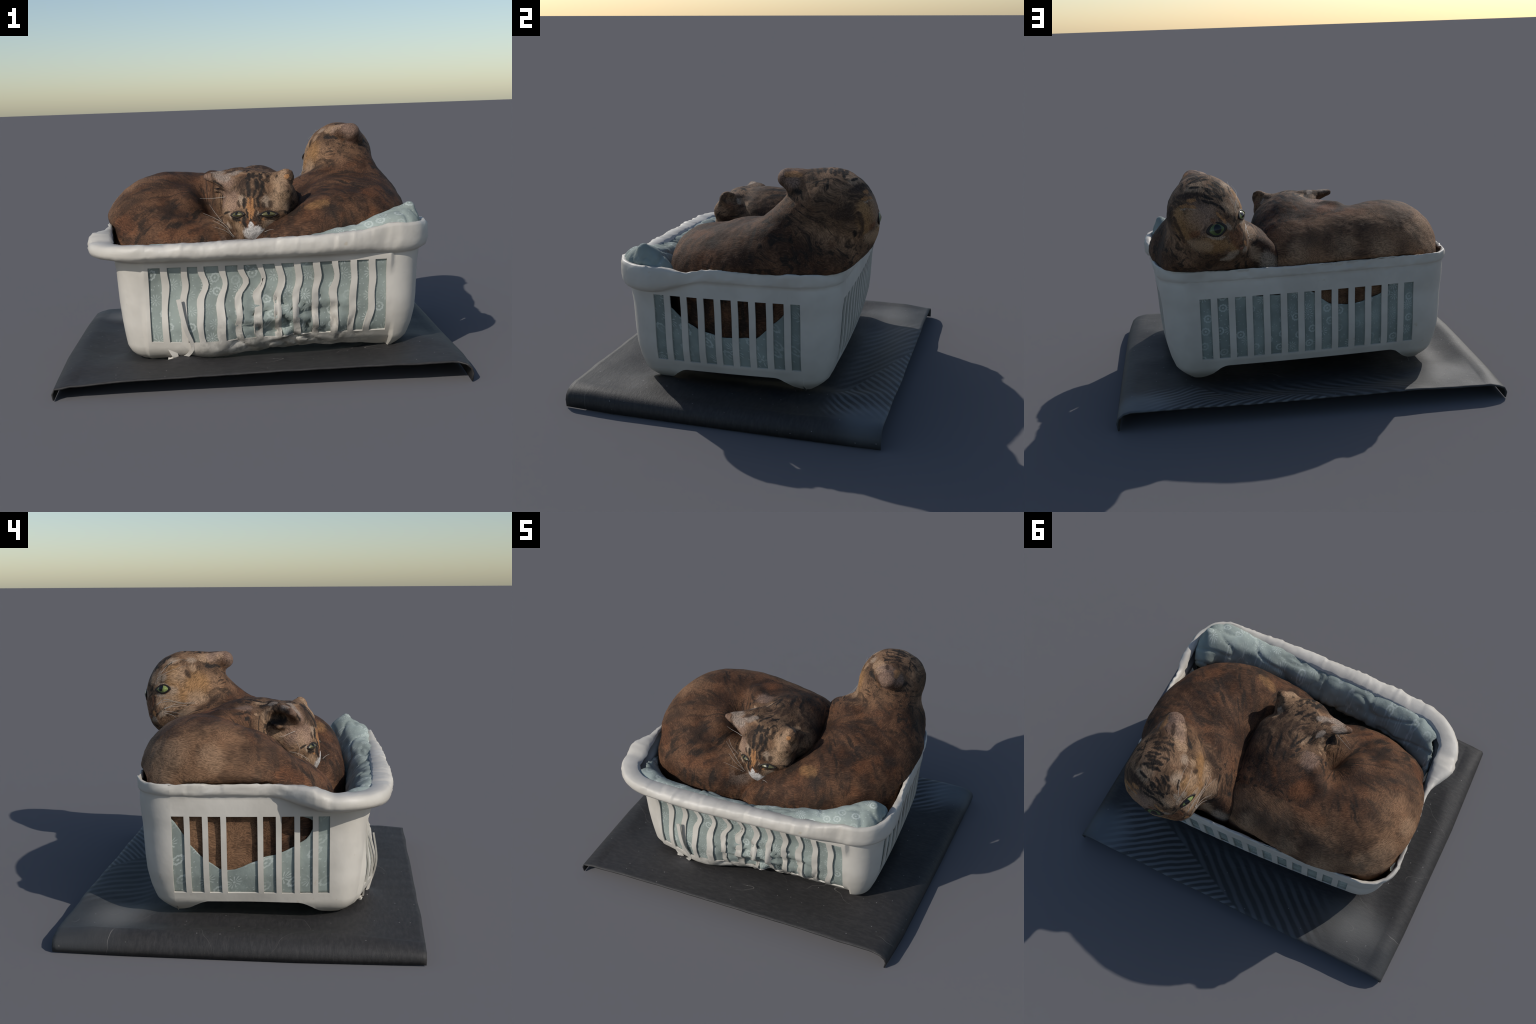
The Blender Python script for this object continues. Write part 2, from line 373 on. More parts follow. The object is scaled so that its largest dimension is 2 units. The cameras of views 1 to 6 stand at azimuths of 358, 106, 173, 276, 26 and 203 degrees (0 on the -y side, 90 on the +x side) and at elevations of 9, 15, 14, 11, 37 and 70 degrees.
def cloth(name, light, lying=False):
    n = Nodes(name, .85, .15)
    x, y, z = n.split(n.P)
    s = n.math('MULTIPLY_ADD', y, .75, x); t = n.math('MULTIPLY_ADD', y, .55, z)
    if lying:
        s, t = x, n.math('MULTIPLY_ADD', z, .8, y)
    q = n.join(s, t, 0.0)
    v = n.t.nodes.new("ShaderNodeTexVoronoi"); v.voronoi_dimensions = '2D'
    v.inputs["Scale"].default_value = 12.5; v.inputs["Randomness"].default_value = .75
    n.put(v.inputs["Vector"], q)
    off = n.vec('SUBTRACT', q, v.outputs["Position"])
    ox, oy, _ = n.split(off)
    r = n.vec('LENGTH', n.join(ox, oy, 0.0))
    ang = n.math('ARCTAN2', oy, ox)
    cr, cg, cb = n.split(v.outputs["Color"])
    rays = n.step(n.math('SINE', n.math('MULTIPLY', ang, 11)), .15, .75)
    burst = n.math('MULTIPLY', rays, n.math('MULTIPLY', n.step(r, .007, .010), n.step(r, .032, .024)))
    eye = n.step(r, .006, .004)
    ring = n.step(n.math('ABSOLUTE', n.math('SUBTRACT', r, n.math('MULTIPLY_ADD', n.math('SINE', n.math('MULTIPLY', ang, 9)), .0015, .018))), .0055, .0025)
    kind = n.math('GREATER_THAN', cr, .5)
    flower = n.math('ADD', n.math('MULTIPLY', burst, kind), n.math('MULTIPLY', ring, n.math('SUBTRACT', 1.0, kind)))
    v2 = n.t.nodes.new("ShaderNodeTexVoronoi"); v2.voronoi_dimensions = '2D'; v2.inputs["Scale"].default_value = 38
    n.put(v2.inputs["Vector"], q)
    dots = n.math('MULTIPLY', n.step(v2.outputs["Distance"], .13, .08), n.step(r, .034, .040))
    f = n.math('MAXIMUM', n.math('MAXIMUM', flower, eye), n.math('MULTIPLY', dots, .8))
    blotch = n.noise(n.P, 6, 3)
    base = tuple(v * light for v in (.262, .298, .272))
    c = n.mix(n.step(blotch, .35, .7), tuple(v * .80 for v in base), tuple(v * 1.12 for v in base))
    c = n.mix(n.math('MULTIPLY', f, n.step(n.noise(n.P, 9, 2), .34, .60, .10, .50)), c, (.56, .60, .57))
    weave = n.noise(n.P, 320, 1)
    n.bump(n.math('ADD', n.math('MULTIPLY', weave, .15), n.noise(n.P, 30, 3)), .35, .006)
    return n.out(c)

def plastic(name):
    n = Nodes(name, .48, .4)
    c = n.mix(n.step(n.noise(n.P, 5, 4), .35, .7), (.512, .475, .418), (.595, .555, .492))
    # scuffs and a few stains
    c = n.mix(n.step(n.noise(n.vec('MULTIPLY', n.P, (9, 9, 30)), 1.0, 5, .65), .62, .78, 0, .25), c, (.40, .375, .34))
    c = n.mix(n.step(n.noise(n.P, 17, 3), .70, .78, 0, .45), c, (.42, .34, .23))
    # shade of the gap under the basket painted low on the front middle
    x, y, z = n.split(n.P)
    d = n.vec('DISTANCE', n.vec('MULTIPLY', n.P, (1, 2, 2.6)), (.10, -1.06, .38))
    baked_shade = n.math('MULTIPLY', n.step(d, .62, .20), n.step(n.noise(n.P, 14, 4, .6), .40, .56))
    c = n.mix(n.math('MULTIPLY', baked_shade, .62), c, (.13, .125, .112))
    n.bump(n.noise(n.P, 26, 3), .12, .01)
    return n.out(c)

def rubber(name):
    n = Nodes(name, .62, .35)
    x, y, z = n.split(n.P)
    grain = n.noise(n.vec('MULTIPLY', n.P, (1, 3.0, 1)), 24, 6, .7)
    c = n.mix(n.step(grain, .35, .72), (.024, .023, .023), (.041, .038, .037))
    # reflections baked into the colour: paler rear part and herringbone stripes
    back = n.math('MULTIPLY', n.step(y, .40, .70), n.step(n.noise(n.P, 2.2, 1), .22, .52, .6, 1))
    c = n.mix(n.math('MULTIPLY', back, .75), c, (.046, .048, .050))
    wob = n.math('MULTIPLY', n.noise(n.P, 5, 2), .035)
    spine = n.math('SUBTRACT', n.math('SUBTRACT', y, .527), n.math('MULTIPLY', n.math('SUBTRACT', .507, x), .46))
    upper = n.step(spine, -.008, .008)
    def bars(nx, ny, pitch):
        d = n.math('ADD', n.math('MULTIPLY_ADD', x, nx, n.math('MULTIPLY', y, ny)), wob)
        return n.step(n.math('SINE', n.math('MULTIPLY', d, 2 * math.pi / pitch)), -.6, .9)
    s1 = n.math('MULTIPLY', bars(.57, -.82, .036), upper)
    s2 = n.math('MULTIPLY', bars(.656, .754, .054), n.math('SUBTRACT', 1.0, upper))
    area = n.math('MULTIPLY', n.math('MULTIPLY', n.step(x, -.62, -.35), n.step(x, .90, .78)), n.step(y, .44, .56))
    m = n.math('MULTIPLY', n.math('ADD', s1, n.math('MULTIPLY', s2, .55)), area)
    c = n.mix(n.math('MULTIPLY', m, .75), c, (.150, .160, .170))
    pale = n.math('MULTIPLY', n.step(n.vec('DISTANCE', n.P, (.86, .70, .09)), .20, .05), n.step(spine, .1, .2))  # sky reflection painted in at the rear right corner
    c = n.mix(n.math('MULTIPLY', pale, .6), c, (.16, .18, .195))
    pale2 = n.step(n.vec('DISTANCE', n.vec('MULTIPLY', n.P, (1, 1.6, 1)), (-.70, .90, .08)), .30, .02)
    c = n.mix(n.math('MULTIPLY', pale2, .65), c, (.17, .165, .155))
    # dust specks and scratches
    v = n.t.nodes.new("ShaderNodeTexVoronoi"); v.inputs["Scale"].default_value = 26
    n.put(v.inputs["Vector"], n.P)
    sx, sy, sz = n.split(v.outputs["Color"])
    speck = n.math('MULTIPLY', n.step(v.outputs["Distance"], .10, .05), n.math('GREATER_THAN', sx, .62))
    c = n.mix(n.math('MULTIPLY', speck, .55), c, (.32, .30, .29))
    scr = n.math('ABSOLUTE', n.math('SUBTRACT', n.noise(n.vec('MULTIPLY', n.P, (2.0, 3.4, 2)), 1.3, 1.5), .5))
    scr = n.math('MULTIPLY', n.step(scr, .0018, .0004), n.step(n.noise(n.P, 2.7, 1), .55, .66))
    c = n.mix(n.math('MULTIPLY', scr, .5), c, (.26, .24, .22))
    n.bump(n.math('ADD', grain, n.math('MULTIPLY', n.noise(n.P, 240, 1), .25)), .25, .006)
    return n.out(c)

def iris(name, colour, pupil):
    """eye seen from the front: x across, y up, in metres, origin at the middle of the eye"""
    n = Nodes(name, .22, .4)
    x, y, z = n.split(n.P)
    px, py, rx, ry = pupil
    d = n.vec('LENGTH', n.join(n.math('MULTIPLY', n.math('SUBTRACT', x, px), 1 / rx), n.math('MULTIPLY', n.math('SUBTRACT', y, py), 1 / ry), 0.0))
    c = n.mix(n.step(n.noise(n.P, 90, 2), .3, .7), tuple(v * .75 for v in colour), tuple(v * 1.25 for v in colour))
    c = n.mix(n.step(d, 1.25, 1.7), n.mix(.35, colour, tuple(v * .35 for v in colour)), c)
    c = n.mix(n.step(d, 1.1, .95), c, (.006, .006, .007))
    n.b.inputs["Coat Weight"].default_value = .12
    n.b.inputs["Coat Roughness"].default_value = .05
    return n.out(c)

def plain(name, col, rough=.6):
    n = Nodes(name, rough)
    return n.out(n.mix(n.noise(n.P, 40, 2), tuple(v * .8 for v in col), tuple(v * 1.2 for v in col)))

def merged(*ms):
    out = {}
    for m in ms:
        for k, v in m.items():
            out.setdefault(k, []).extend(v)
    return out

M_plastic = plastic("white_plastic")
M_cloth = cloth("printed_cloth", 1.0)
M_cloth_pale = cloth("printed_cloth_pale", 1.18, True)
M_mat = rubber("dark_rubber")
COAT = ((.044, .021, .0115), (.108, .053, .028))
CAT_B = dict(head=(0.0, -.15, .84), coat=COAT, face=((.082, .047, .028), (.215, .130, .075)))
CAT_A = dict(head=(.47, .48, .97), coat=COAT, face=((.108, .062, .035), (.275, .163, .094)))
M_furB_head = fur("tabby_face_hair", merged(MARKS_BH, MARKS_BN), {}, ('line', (.15, .75, .6)), **CAT_B)
M_furB = fur("tabby_body_hair", MARKS_BN, MARKS_BB, ('ring', (-.25, -.02, -1.0)), flank=True, **CAT_B)
M_furA_head = fur("tawny_face_hair", merged(MARKS_AH, MARKS_AN), {}, ('line', (.25, -.8, .5)), **CAT_A)
M_furA = fur("rufous_body_hair", MARKS_AN, MARKS_AB, ('ring', (.235, .10, 1.0)), **CAT_A)
M_eye_green = iris("green_iris", (.105, .140, .045), (.004, .004, .018, .022))
M_eye_left = iris("green_iris_side", (.26, .31, .10), (-.008, .006, .014, .018))
M_eye_olive = iris("olive_iris", (.115, .105, .048), (-.002, .008, .007, .010))
M_lid = plain("dark_eyelid", (.022, .016, .013), .5)
M_nose = plain("rusty_nose_leather", (.20, .075, .04), .5)
M_whisker = plain("white_whisker", (.62, .58, .52), .4)

# ------------------------------------------------------------------ the mat
def build_mat():
    root = new_empty("floor_mat", (0, 0, 0), "thin dark grey rubber mat with its two ends curling down", "mat")
    ny, nu = 90, 130
    V, F = [], []
    for j in range(ny):
        y = -0.787 + 1.574 * j / (ny - 1)
        b = (y + 0.787) / 1.574
        xl, xr = interp(b, [0, .1, .35, .8, 1], [-.985, -.990, -1.0, -.99, -.977]), interp(b, [0, .15, .6, 1], [.945, .965, .985, .997])
        zl = interp(b, [0, .1, .5, .9, 1], [.066, .085, .098, .094, .077])
        # profile across: curled left end, flat middle, curled right end
        prof = [(xl + .006, 0.002), (xl, .030), (xl + .012, .055), (xl + .04, zl * .86), (xl + .085, zl)]
        nm = nu - 10
        for i in range(nm):
            t = i / (nm - 1)
            x = xl + .11 + (xr - .10 - (xl + .11)) * t
            zf = interp(x, [-.9, -.68, -.28, .12, .5, .8], [.064, .079, .087, .095, .097, .099])
            zb = interp(x, [-.9, -.78, -.37, .16, .55, .95], [.077, .078, .089, .086, .094, .097])
            zm = interp(x, [-.9, -.5, .5, .9], [.098, .108, .108, .088])
            z = zf + (zm - zf) * smoothstep(0, .3, b) if b < .5 else zb + (zm - zb) * smoothstep(1, .72, b)
            prof.append((x, z))
        zr = interp(b, [0, .08, .5, 1], [.098, .105, .09, .097])
        prof += [(xr - .07, zr * .98), (xr - .035, zr * .88), (xr - .008, zr * .66), (xr, zr * .4), (xr - .006, 0.002)]
        for i, (x, z) in enumerate(prof):
            # the sheet sags round the basket, most of all behind it and on its left
            dx, dy = max(abs(x) - .66, 0), max(y - .47, -.42 - y, 0)
            sag = smoothstep(.30, .04, math.hypot(dx, dy)) * max(smoothstep(-.62, -.25, y - .25 * smoothstep(.3, .8, x)), .55 * smoothstep(.05, .3, x) * smoothstep(.75, .6, x)) * (1 - .45 * gauss(x + .68, .12))
            z -= .054 * sag * (1 - .55 * smoothstep(.45, .62, x) - .3 * smoothstep(.62, .75, x) * smoothstep(.25, 0, y)) * (1 - .5 * smoothstep(-.45, -.7, x) * smoothstep(.35, .5, y)) * (1 - .5 * smoothstep(.6, .75, x) * smoothstep(0, -.3, y))
            if 5 <= i < nu - 5:
                z += .004 * noise.noise(Vector((x * 3, y * 3, 1.0))) + .002 * noise.noise(Vector((x * 11, y * 9, 4.0)))
                z += .030 * gauss(math.hypot((x + .38) / 1.5, y + .545), .05)
                z += .018 * gauss(math.hypot((x - .78), (y + .36) / 1.4), .12)
            yy = y + (.006 * noise.noise(Vector((x * 4, 2.0, 0))) if j in (0, ny - 1) else 0)
            V.append((x, yy, z))
    for j in range(ny - 1):
        for i in range(nu - 1):
            a = j * nu + i
            F.append((a, a + 1, a + nu + 1, a + nu))
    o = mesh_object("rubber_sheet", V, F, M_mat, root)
    md = o.modifiers.new("thickness", 'SOLIDIFY'); md.thickness = .007; md.offset = -1
    return root

# ------------------------------------------------------------------ the basket
RF_L, RF_R, RB_L, RB_R = .145, .150, .160, .165
def front_y(x): return -.540 - .012 * (1 - (x / .6) ** 2)
def back_y(x): return .487 + .045 * x + .020 * (1 - (x / .65) ** 2)

def left_x(y): return -.734 - .080 * y - .012 * max(0, 1 - (y / .4) ** 2)
def right_x(y): return .754 - .036 * y + .012 * max(0, 1 - (y / .4) ** 2)
XLF, XLB, XRF, XRB = left_x(-.40), left_x(.35), right_x(-.41), right_x(.38)

def slots(a, b, n, width, merged=()):
    """openings of a row of n slots between a and b; merged: slats that are missing"""
    pitch = (b - a - width) / (n - 1)
    s = [[a + i * pitch, a + i * pitch + width] for i in range(n)]
    for i in sorted(merged, reverse=True):
        s[i][1] = s[i + 1][1]; del s[i + 1]
    return s

SLOTS = {
    'front': slots(-.540, .594, 13, .058),
    'right': slots(-.374, .360, 9, .053),
    'back':  slots(-.578, .552, 13, .056),
    'left':  slots(-.388, .302, 9, .055, merged=(4,)),
}

def perimeter():
    """columns round the basket: plan point, outward normal, side, coordinate, slot flag of the strip that follows"""
    cols = []
    def straight(side, a, b, fn, nrm):
        marks = [a]
        for s in (SLOTS[side] if a < b else [[q[1], q[0]] for q in SLOTS[side][::-1]]):
            marks += s
        marks.append(b)
        for k in range(len(marks) - 1):
            is_slot = (k % 2 == 1)
            is_slat = (k % 2 == 0) and 0 < k < len(marks) - 2
            m = 4
            for i in range(m):
                c = marks[k] + (marks[k+1] - marks[k]) * i / m
                cols.append((fn(c), nrm, side, c, 'slot' if is_slot else ('slat%d' % (k // 2) if is_slat else 'frame')))
    def corner(c, r, a0, a1, ya=0.0):
        n = 14
        for i in range(n):
            a = math.radians(a0 + (a1 - a0) * i / n)
            cols.append(((c[0] + r * math.cos(a), c[1] + r * math.sin(a)), (math.cos(a), math.sin(a)), 'corner', 0, 'frame'))
    yfl, yfr = front_y(XLF + RF_L), front_y(XRF - RF_R)
    ybl, ybr = back_y(XLB + RB_L), back_y(XRB - RB_R)
    straight('front', XLF + RF_L, XRF - RF_R, lambda c: (c, front_y(c)), (0, -1))
    corner((XRF - RF_R, yfr + RF_R), RF_R, -90, 0)
    straight('right', yfr + RF_R, ybr - RB_R, lambda c: (right_x(c), c), (1, 0))
    corner((XRB - RB_R, ybr - RB_R), RB_R, 0, 90)
    straight('back', XRB - RB_R, XLB + RB_L, lambda c: (c, back_y(c)), (0, 1))
    corner((XLB + RB_L, ybl - RB_L), RB_L, 90, 180)
    straight('left', ybl - RB_L, yfl + RF_L, lambda c: (left_x(c), c), (-1, 0))
    corner((XLF + RF_L, yfl + RF_L), RF_L, 180, 270)
    return cols

def inset(z):
    return interp(z, [.085, .10, .12, .15, .21, .27, .35, .5, .6], [.110, .078, .054, .036, .026, .018, .010, .002, 0])

def side_weight(cols, table):
    """a value per column: given per side, eased round the corners"""
    v = np.array([table[c[2]] if c[2] != 'corner' else np.nan for c in cols])
    n = len(v); good = np.where(~np.isnan(v))[0]
    ext = np.concatenate([good - n, good, good + n])
    return np.interp(np.arange(n), ext, np.tile(v[good], 3))

def wall_shift(x, y, z, side):
    """bulging front wall with scan noise shaped into its slats; returns (along, out)"""
    if side != 'front':
        return 0.0, .008 * smoothstep(.48, .58, z)
    out = .060 * gauss(x + .30, .24) * gauss(z - .24, .13) + .022 * gauss(x - .05, .22) * gauss(z - .30, .10)
    out += .034 * gauss(x + .26, .17) * smoothstep(.24, .13, z)
    out += .020 * smoothstep(.46, .57, z)
    out -= .040 * smoothstep(-.05, .2, x) * smoothstep(.24, .10, z)
    crumple = gauss(x - .12, .26) * gauss(z - .25, .13)
    out += .050 * crumple * noise.noise(Vector((x * 15, z * 15, 3.0))) - .050 * crumple * max(0, 1 - 5 * abs(noise.noise(Vector((x * 9 + z * 5, z * 13, 8.0))))) ** 2
    wob = smoothstep(-.56, -.36, x) * (1 - .6 * smoothstep(.05, .45, x)) * smoothstep(.16, .22, z)
    slat = noise.noise(Vector((math.floor((x + .54) / .0446 + .3) * 1.37, 3.3, 0)))
    along = wob * .62 * (1 + 1.3 * slat) * (.026 * gauss(z - .47, .045) - .014 * smoothstep(.45, .39, z) + .020 * noise.noise(Vector((x * 9, z * 11, 0))))
    along -= .030 * smoothstep(.35, .55, x) * smoothstep(.32, .20, z)
    along *= smoothstep(.60, .52, x)
    return along, out

def build_basket():
    root = new_empty("laundry_basket", (0, 0, .09), "white plastic laundry basket with slotted sides and a flared rim", "basket")
    cols = perimeter()
    n = len(cols)
    P = np.array([c[0] for c in cols]); N = np.array([c[1] for c in cols])
    # soften the outline where panels meet the corners
    frame = np.array([c[4] == 'frame' for c in cols])
    for _ in range(4):
        P = np.where(frame[:, None], P * .5 + .25 * (np.roll(P, 1, 0) + np.roll(P, -1, 0)), P)
    for _ in range(6):
        N = N * .5 + .25 * (np.roll(N, 1, 0) + np.roll(N, -1, 0))
    N /= np.linalg.norm(N, axis=1)[:, None]
    sb = side_weight(cols, dict(front=.188, right=.222, back=.222, left=.197))
    st = side_weight(cols, dict(front=.550, right=.568, back=.558, left=.555))
    # the skirt hangs lower at the four corners, where it forms feet
    corner_d = np.array([min(math.hypot(p[0] - cx, p[1] - cy) for cx, cy in ((-.66, -.50), (.73, -.49), (.68, .47), (-.71, .41))) for p in P])
    zb = .088 + (np.array([dict(front=.110, left=.152, right=.172, back=.176, corner=.145)[c[2]] for c in cols]) - .088) * smoothstep(.13, .26, corner_d)
    zb = zb - np.array([.016 * gauss(p[0] + .26, .17) * (c[2] == 'front') for p, c in zip(P, cols)])
    zb = zb + np.array([.018 * noise.noise(Vector((p[0] * 14, 0, 0))) * (c[2] == 'front') for p, c in zip(P, cols)])
    zb = (np.roll(zb, 1) + zb + np.roll(zb, -1)) / 3
    # rim: how far it flares out, its lower and upper edge
    x, y = P[:, 0], P[:, 1]
    frontness = smoothstep(-.30, -.42, y)
    left = smoothstep(0, -.4, x)
    lip = .014 + .010 * smoothstep(.5, .3, y)
    lip = np.where(y < 0, lip + (.086 - .034 * smoothstep(.35, .62, x) - lip) * smoothstep(-.12, -.33, y), lip)
    lip += .030 * left * gauss(y + .34, .11) + .02 * left * gauss(y + .45, .12)
    lip += np.where(y < -.4, .018 * gauss(x + .2, .35), 0)
    top_front = interp(x, [-.8, -.55, -.3, .2, .43, .62, .76], [.668, .666, .669, .682, .693, .722, .715])
    top_rest = interp(x, [-.72, -.5, 0, .5, .76], [.700, .705, .702, .705, .715])
    top = top_rest + (top_front - top_rest) * frontness
    top -= .006 * gauss(y + .36, .10) * left + .022 * gauss(y + .20, .07) * (x > .5)
    low = .648 + (.588 - .648) * smoothstep(-.1, -.40, y)
    rows = []
    def row(off, z):
        rows.append((np.broadcast_to(off, n).copy(), np.broadcast_to(z, n).copy()))
    nb, ns = 7, 16
    for i in range(nb):
        z = zb + (sb - zb) * (i / nb) ** .9
        row(-inset(z), z)
    for i in range(ns):
        z = sb + (st - sb) * i / ns
        row(-inset(z), z)
    for t in (0, .5, .85):
        z = st + (low - .006 - st) * t
        row(-inset(z), z)
    for a, t in ((.36, -.05), (.72, .04), (.93, .20), (1.0, .40), (1.02, .64), (.98, .86), (.86, .98), (.62, 1.0), (.2, .95), (.06, .68)):
        row(lip * a, low + (top - low) * t)
    m = len(rows)
    V = np.zeros((m, n, 3))
    for r, (off, z) in enumerate(rows):
        for c in range(n):
            al, out = wall_shift(P[c, 0], P[c, 1], z[c], cols[c][2]) if r < nb + ns + 3 else (0, 0)
            if r < nb + ns:   # tucked in underneath, least at the front left corner
                fl = smoothstep(0, -.3, P[c, 0]) * smoothstep(0, -.3, P[c, 1])
                out -= (1 - fl) * interp(z[c], [.085, .10, .12, .15, .21, .28], [.030, .040, .034, .022, .008, 0])
            q = P[c] + N[c] * (off[c] + out)
            # scanned rim edge is slightly wavy
            w = .006 * noise.noise(Vector((P[c, 0] * 9, P[c, 1] * 9, r * .3))) + .006 * noise.noise(Vector((P[c, 0] * 38, P[c, 1] * 38, r * .9))) if r >= nb + ns + 3 else 0
            V[r, c] = (q[0] + al + N[c, 0] * w, q[1] + N[c, 1] * w, z[c] + w)
    flat = V.reshape(-1, 3)
    groups = {}
    for r in range(m - 1):
        in_slot = nb <= r < nb + ns
        for c in range(n):
            tag = cols[c][4]
            if in_slot and tag == 'slot':
                continue
            key = ('slat', cols[c][2], tag) if (in_slot and tag.startswith('slat')) else 'wall'
            if key == 'wall' and r >= nb + ns + 2:
                key = 'rim'
            c2 = (c + 1) % n
            groups.setdefault(key, []).append((r * n + c, r * n + c2, (r + 1) * n + c2, (r + 1) * n + c))
    shell = np.array([f for g in groups.values() for f in g])
    NV = vertex_normals(flat, shell)
    made = {}
    def shell_part(nm, fs):
        fs = np.array(fs)
        used, inv = np.unique(fs, return_inverse=True)
        inv = inv.reshape(-1, 4)
        k = len(used); t = .008
        outer = flat[used]; inner = outer - NV[used] * t
        VV = np.vstack([outer, inner]); NN = np.vstack([NV[used], -NV[used]])
        FF = [tuple(f) for f in inv] + [tuple(f[::-1] + k) for f in inv]
        edges = {}
        for f in inv:
            for i in range(4):
                e = (f[i], f[(i+1) % 4]); edges[e] = 1
        rimv, rimf = [], []
        for (a, b) in edges:
            if (b, a) not in edges:
                s = 2 * k + len(rimv)
                rimv += [VV[a], VV[b], VV[b + k], VV[a + k]]
                rimf.append((s + 1, s, s + 3, s + 2))
        VV = np.vstack([VV, np.array(rimv)]) if rimv else VV
        o = mesh_object(nm, VV, FF + rimf, M_plastic, root)
        nrm = list(NN)
        for i in range(0, len(rimv), 4):
            a, b, c_ = rimv[i], rimv[i+1], rimv[i+2]
            q = np.cross(a - b, c_ - b); q /= np.linalg.norm(q) + 1e-12
            nrm += [q] * 4
        o.data.normals_split_custom_set_from_vertices([tuple(map(float, q)) for q in nrm])
        return o
    wall = shell_part("wall", groups['wall'])
    shell_part("rim", groups['rim'])
    for key in sorted(k for k in groups if k not in ('wall', 'rim')):
        shell_part("slat", groups[key])
    # floor of the basket
    FV = [(P[c, 0] - N[c, 0] * .075, P[c, 1] - N[c, 1] * .075, .180) for c in range(0, n, 4)]
    k = len(FV)
    FV += [(v[0], v[1], .170) for v in FV]
    FF = [tuple(range(k)), tuple(range(2 * k - 1, k - 1, -1))] + [(i, i + k, (i + 1) % k + k, (i + 1) % k) for i in range(k)]
    mesh_object("basket_floor", FV, FF, M_plastic, root, smooth=False)
    # plastic straps that have come loose at the front left
    def strap(pts, w):
        C = catmull([(*p, 0) for p in pts], 8)[:, :3]
        VV, FF = [], []
        for i, p in enumerate(C):
            d = C[min(i + 1, len(C) - 1)] - C[max(i - 1, 0)]; d /= np.linalg.norm(d)
            s = np.cross(d, (0, -1, 0.2)); s /= np.linalg.norm(s); u = np.cross(s, d)
            ww = w * (1 - .35 * i / len(C))
            for a, b in ((-1, -1), (1, -1), (1, 1), (-1, 1)):
                VV.append(p + s * ww * a * .5 + u * .004 * b)
        for i in range(len(C) - 1):
            for q in range(4):
                FF.append((i*4+q, i*4+(q+1) % 4, (i+1)*4+(q+1) % 4, (i+1)*4+q))
        FF += [(3, 2, 1, 0), tuple(len(VV) - 4 + q for q in range(4))]
        mesh_object("loose_strap", VV, FF, M_plastic, root, smooth=False)
    strap([(-.402, -.578, .40), (-.385, -.592, .31), (-.37, -.592, .25), (-.345, -.575, .17), (-.375, -.555, .12), (-.43, -.535, .098), (-.465, -.52, .10)], .022)
    strap([(-.47, -.535, .24), (-.45, -.535, .16), (-.43, -.53, .11), (-.455, -.51, .09)], .036)
    return root, cols, P, N

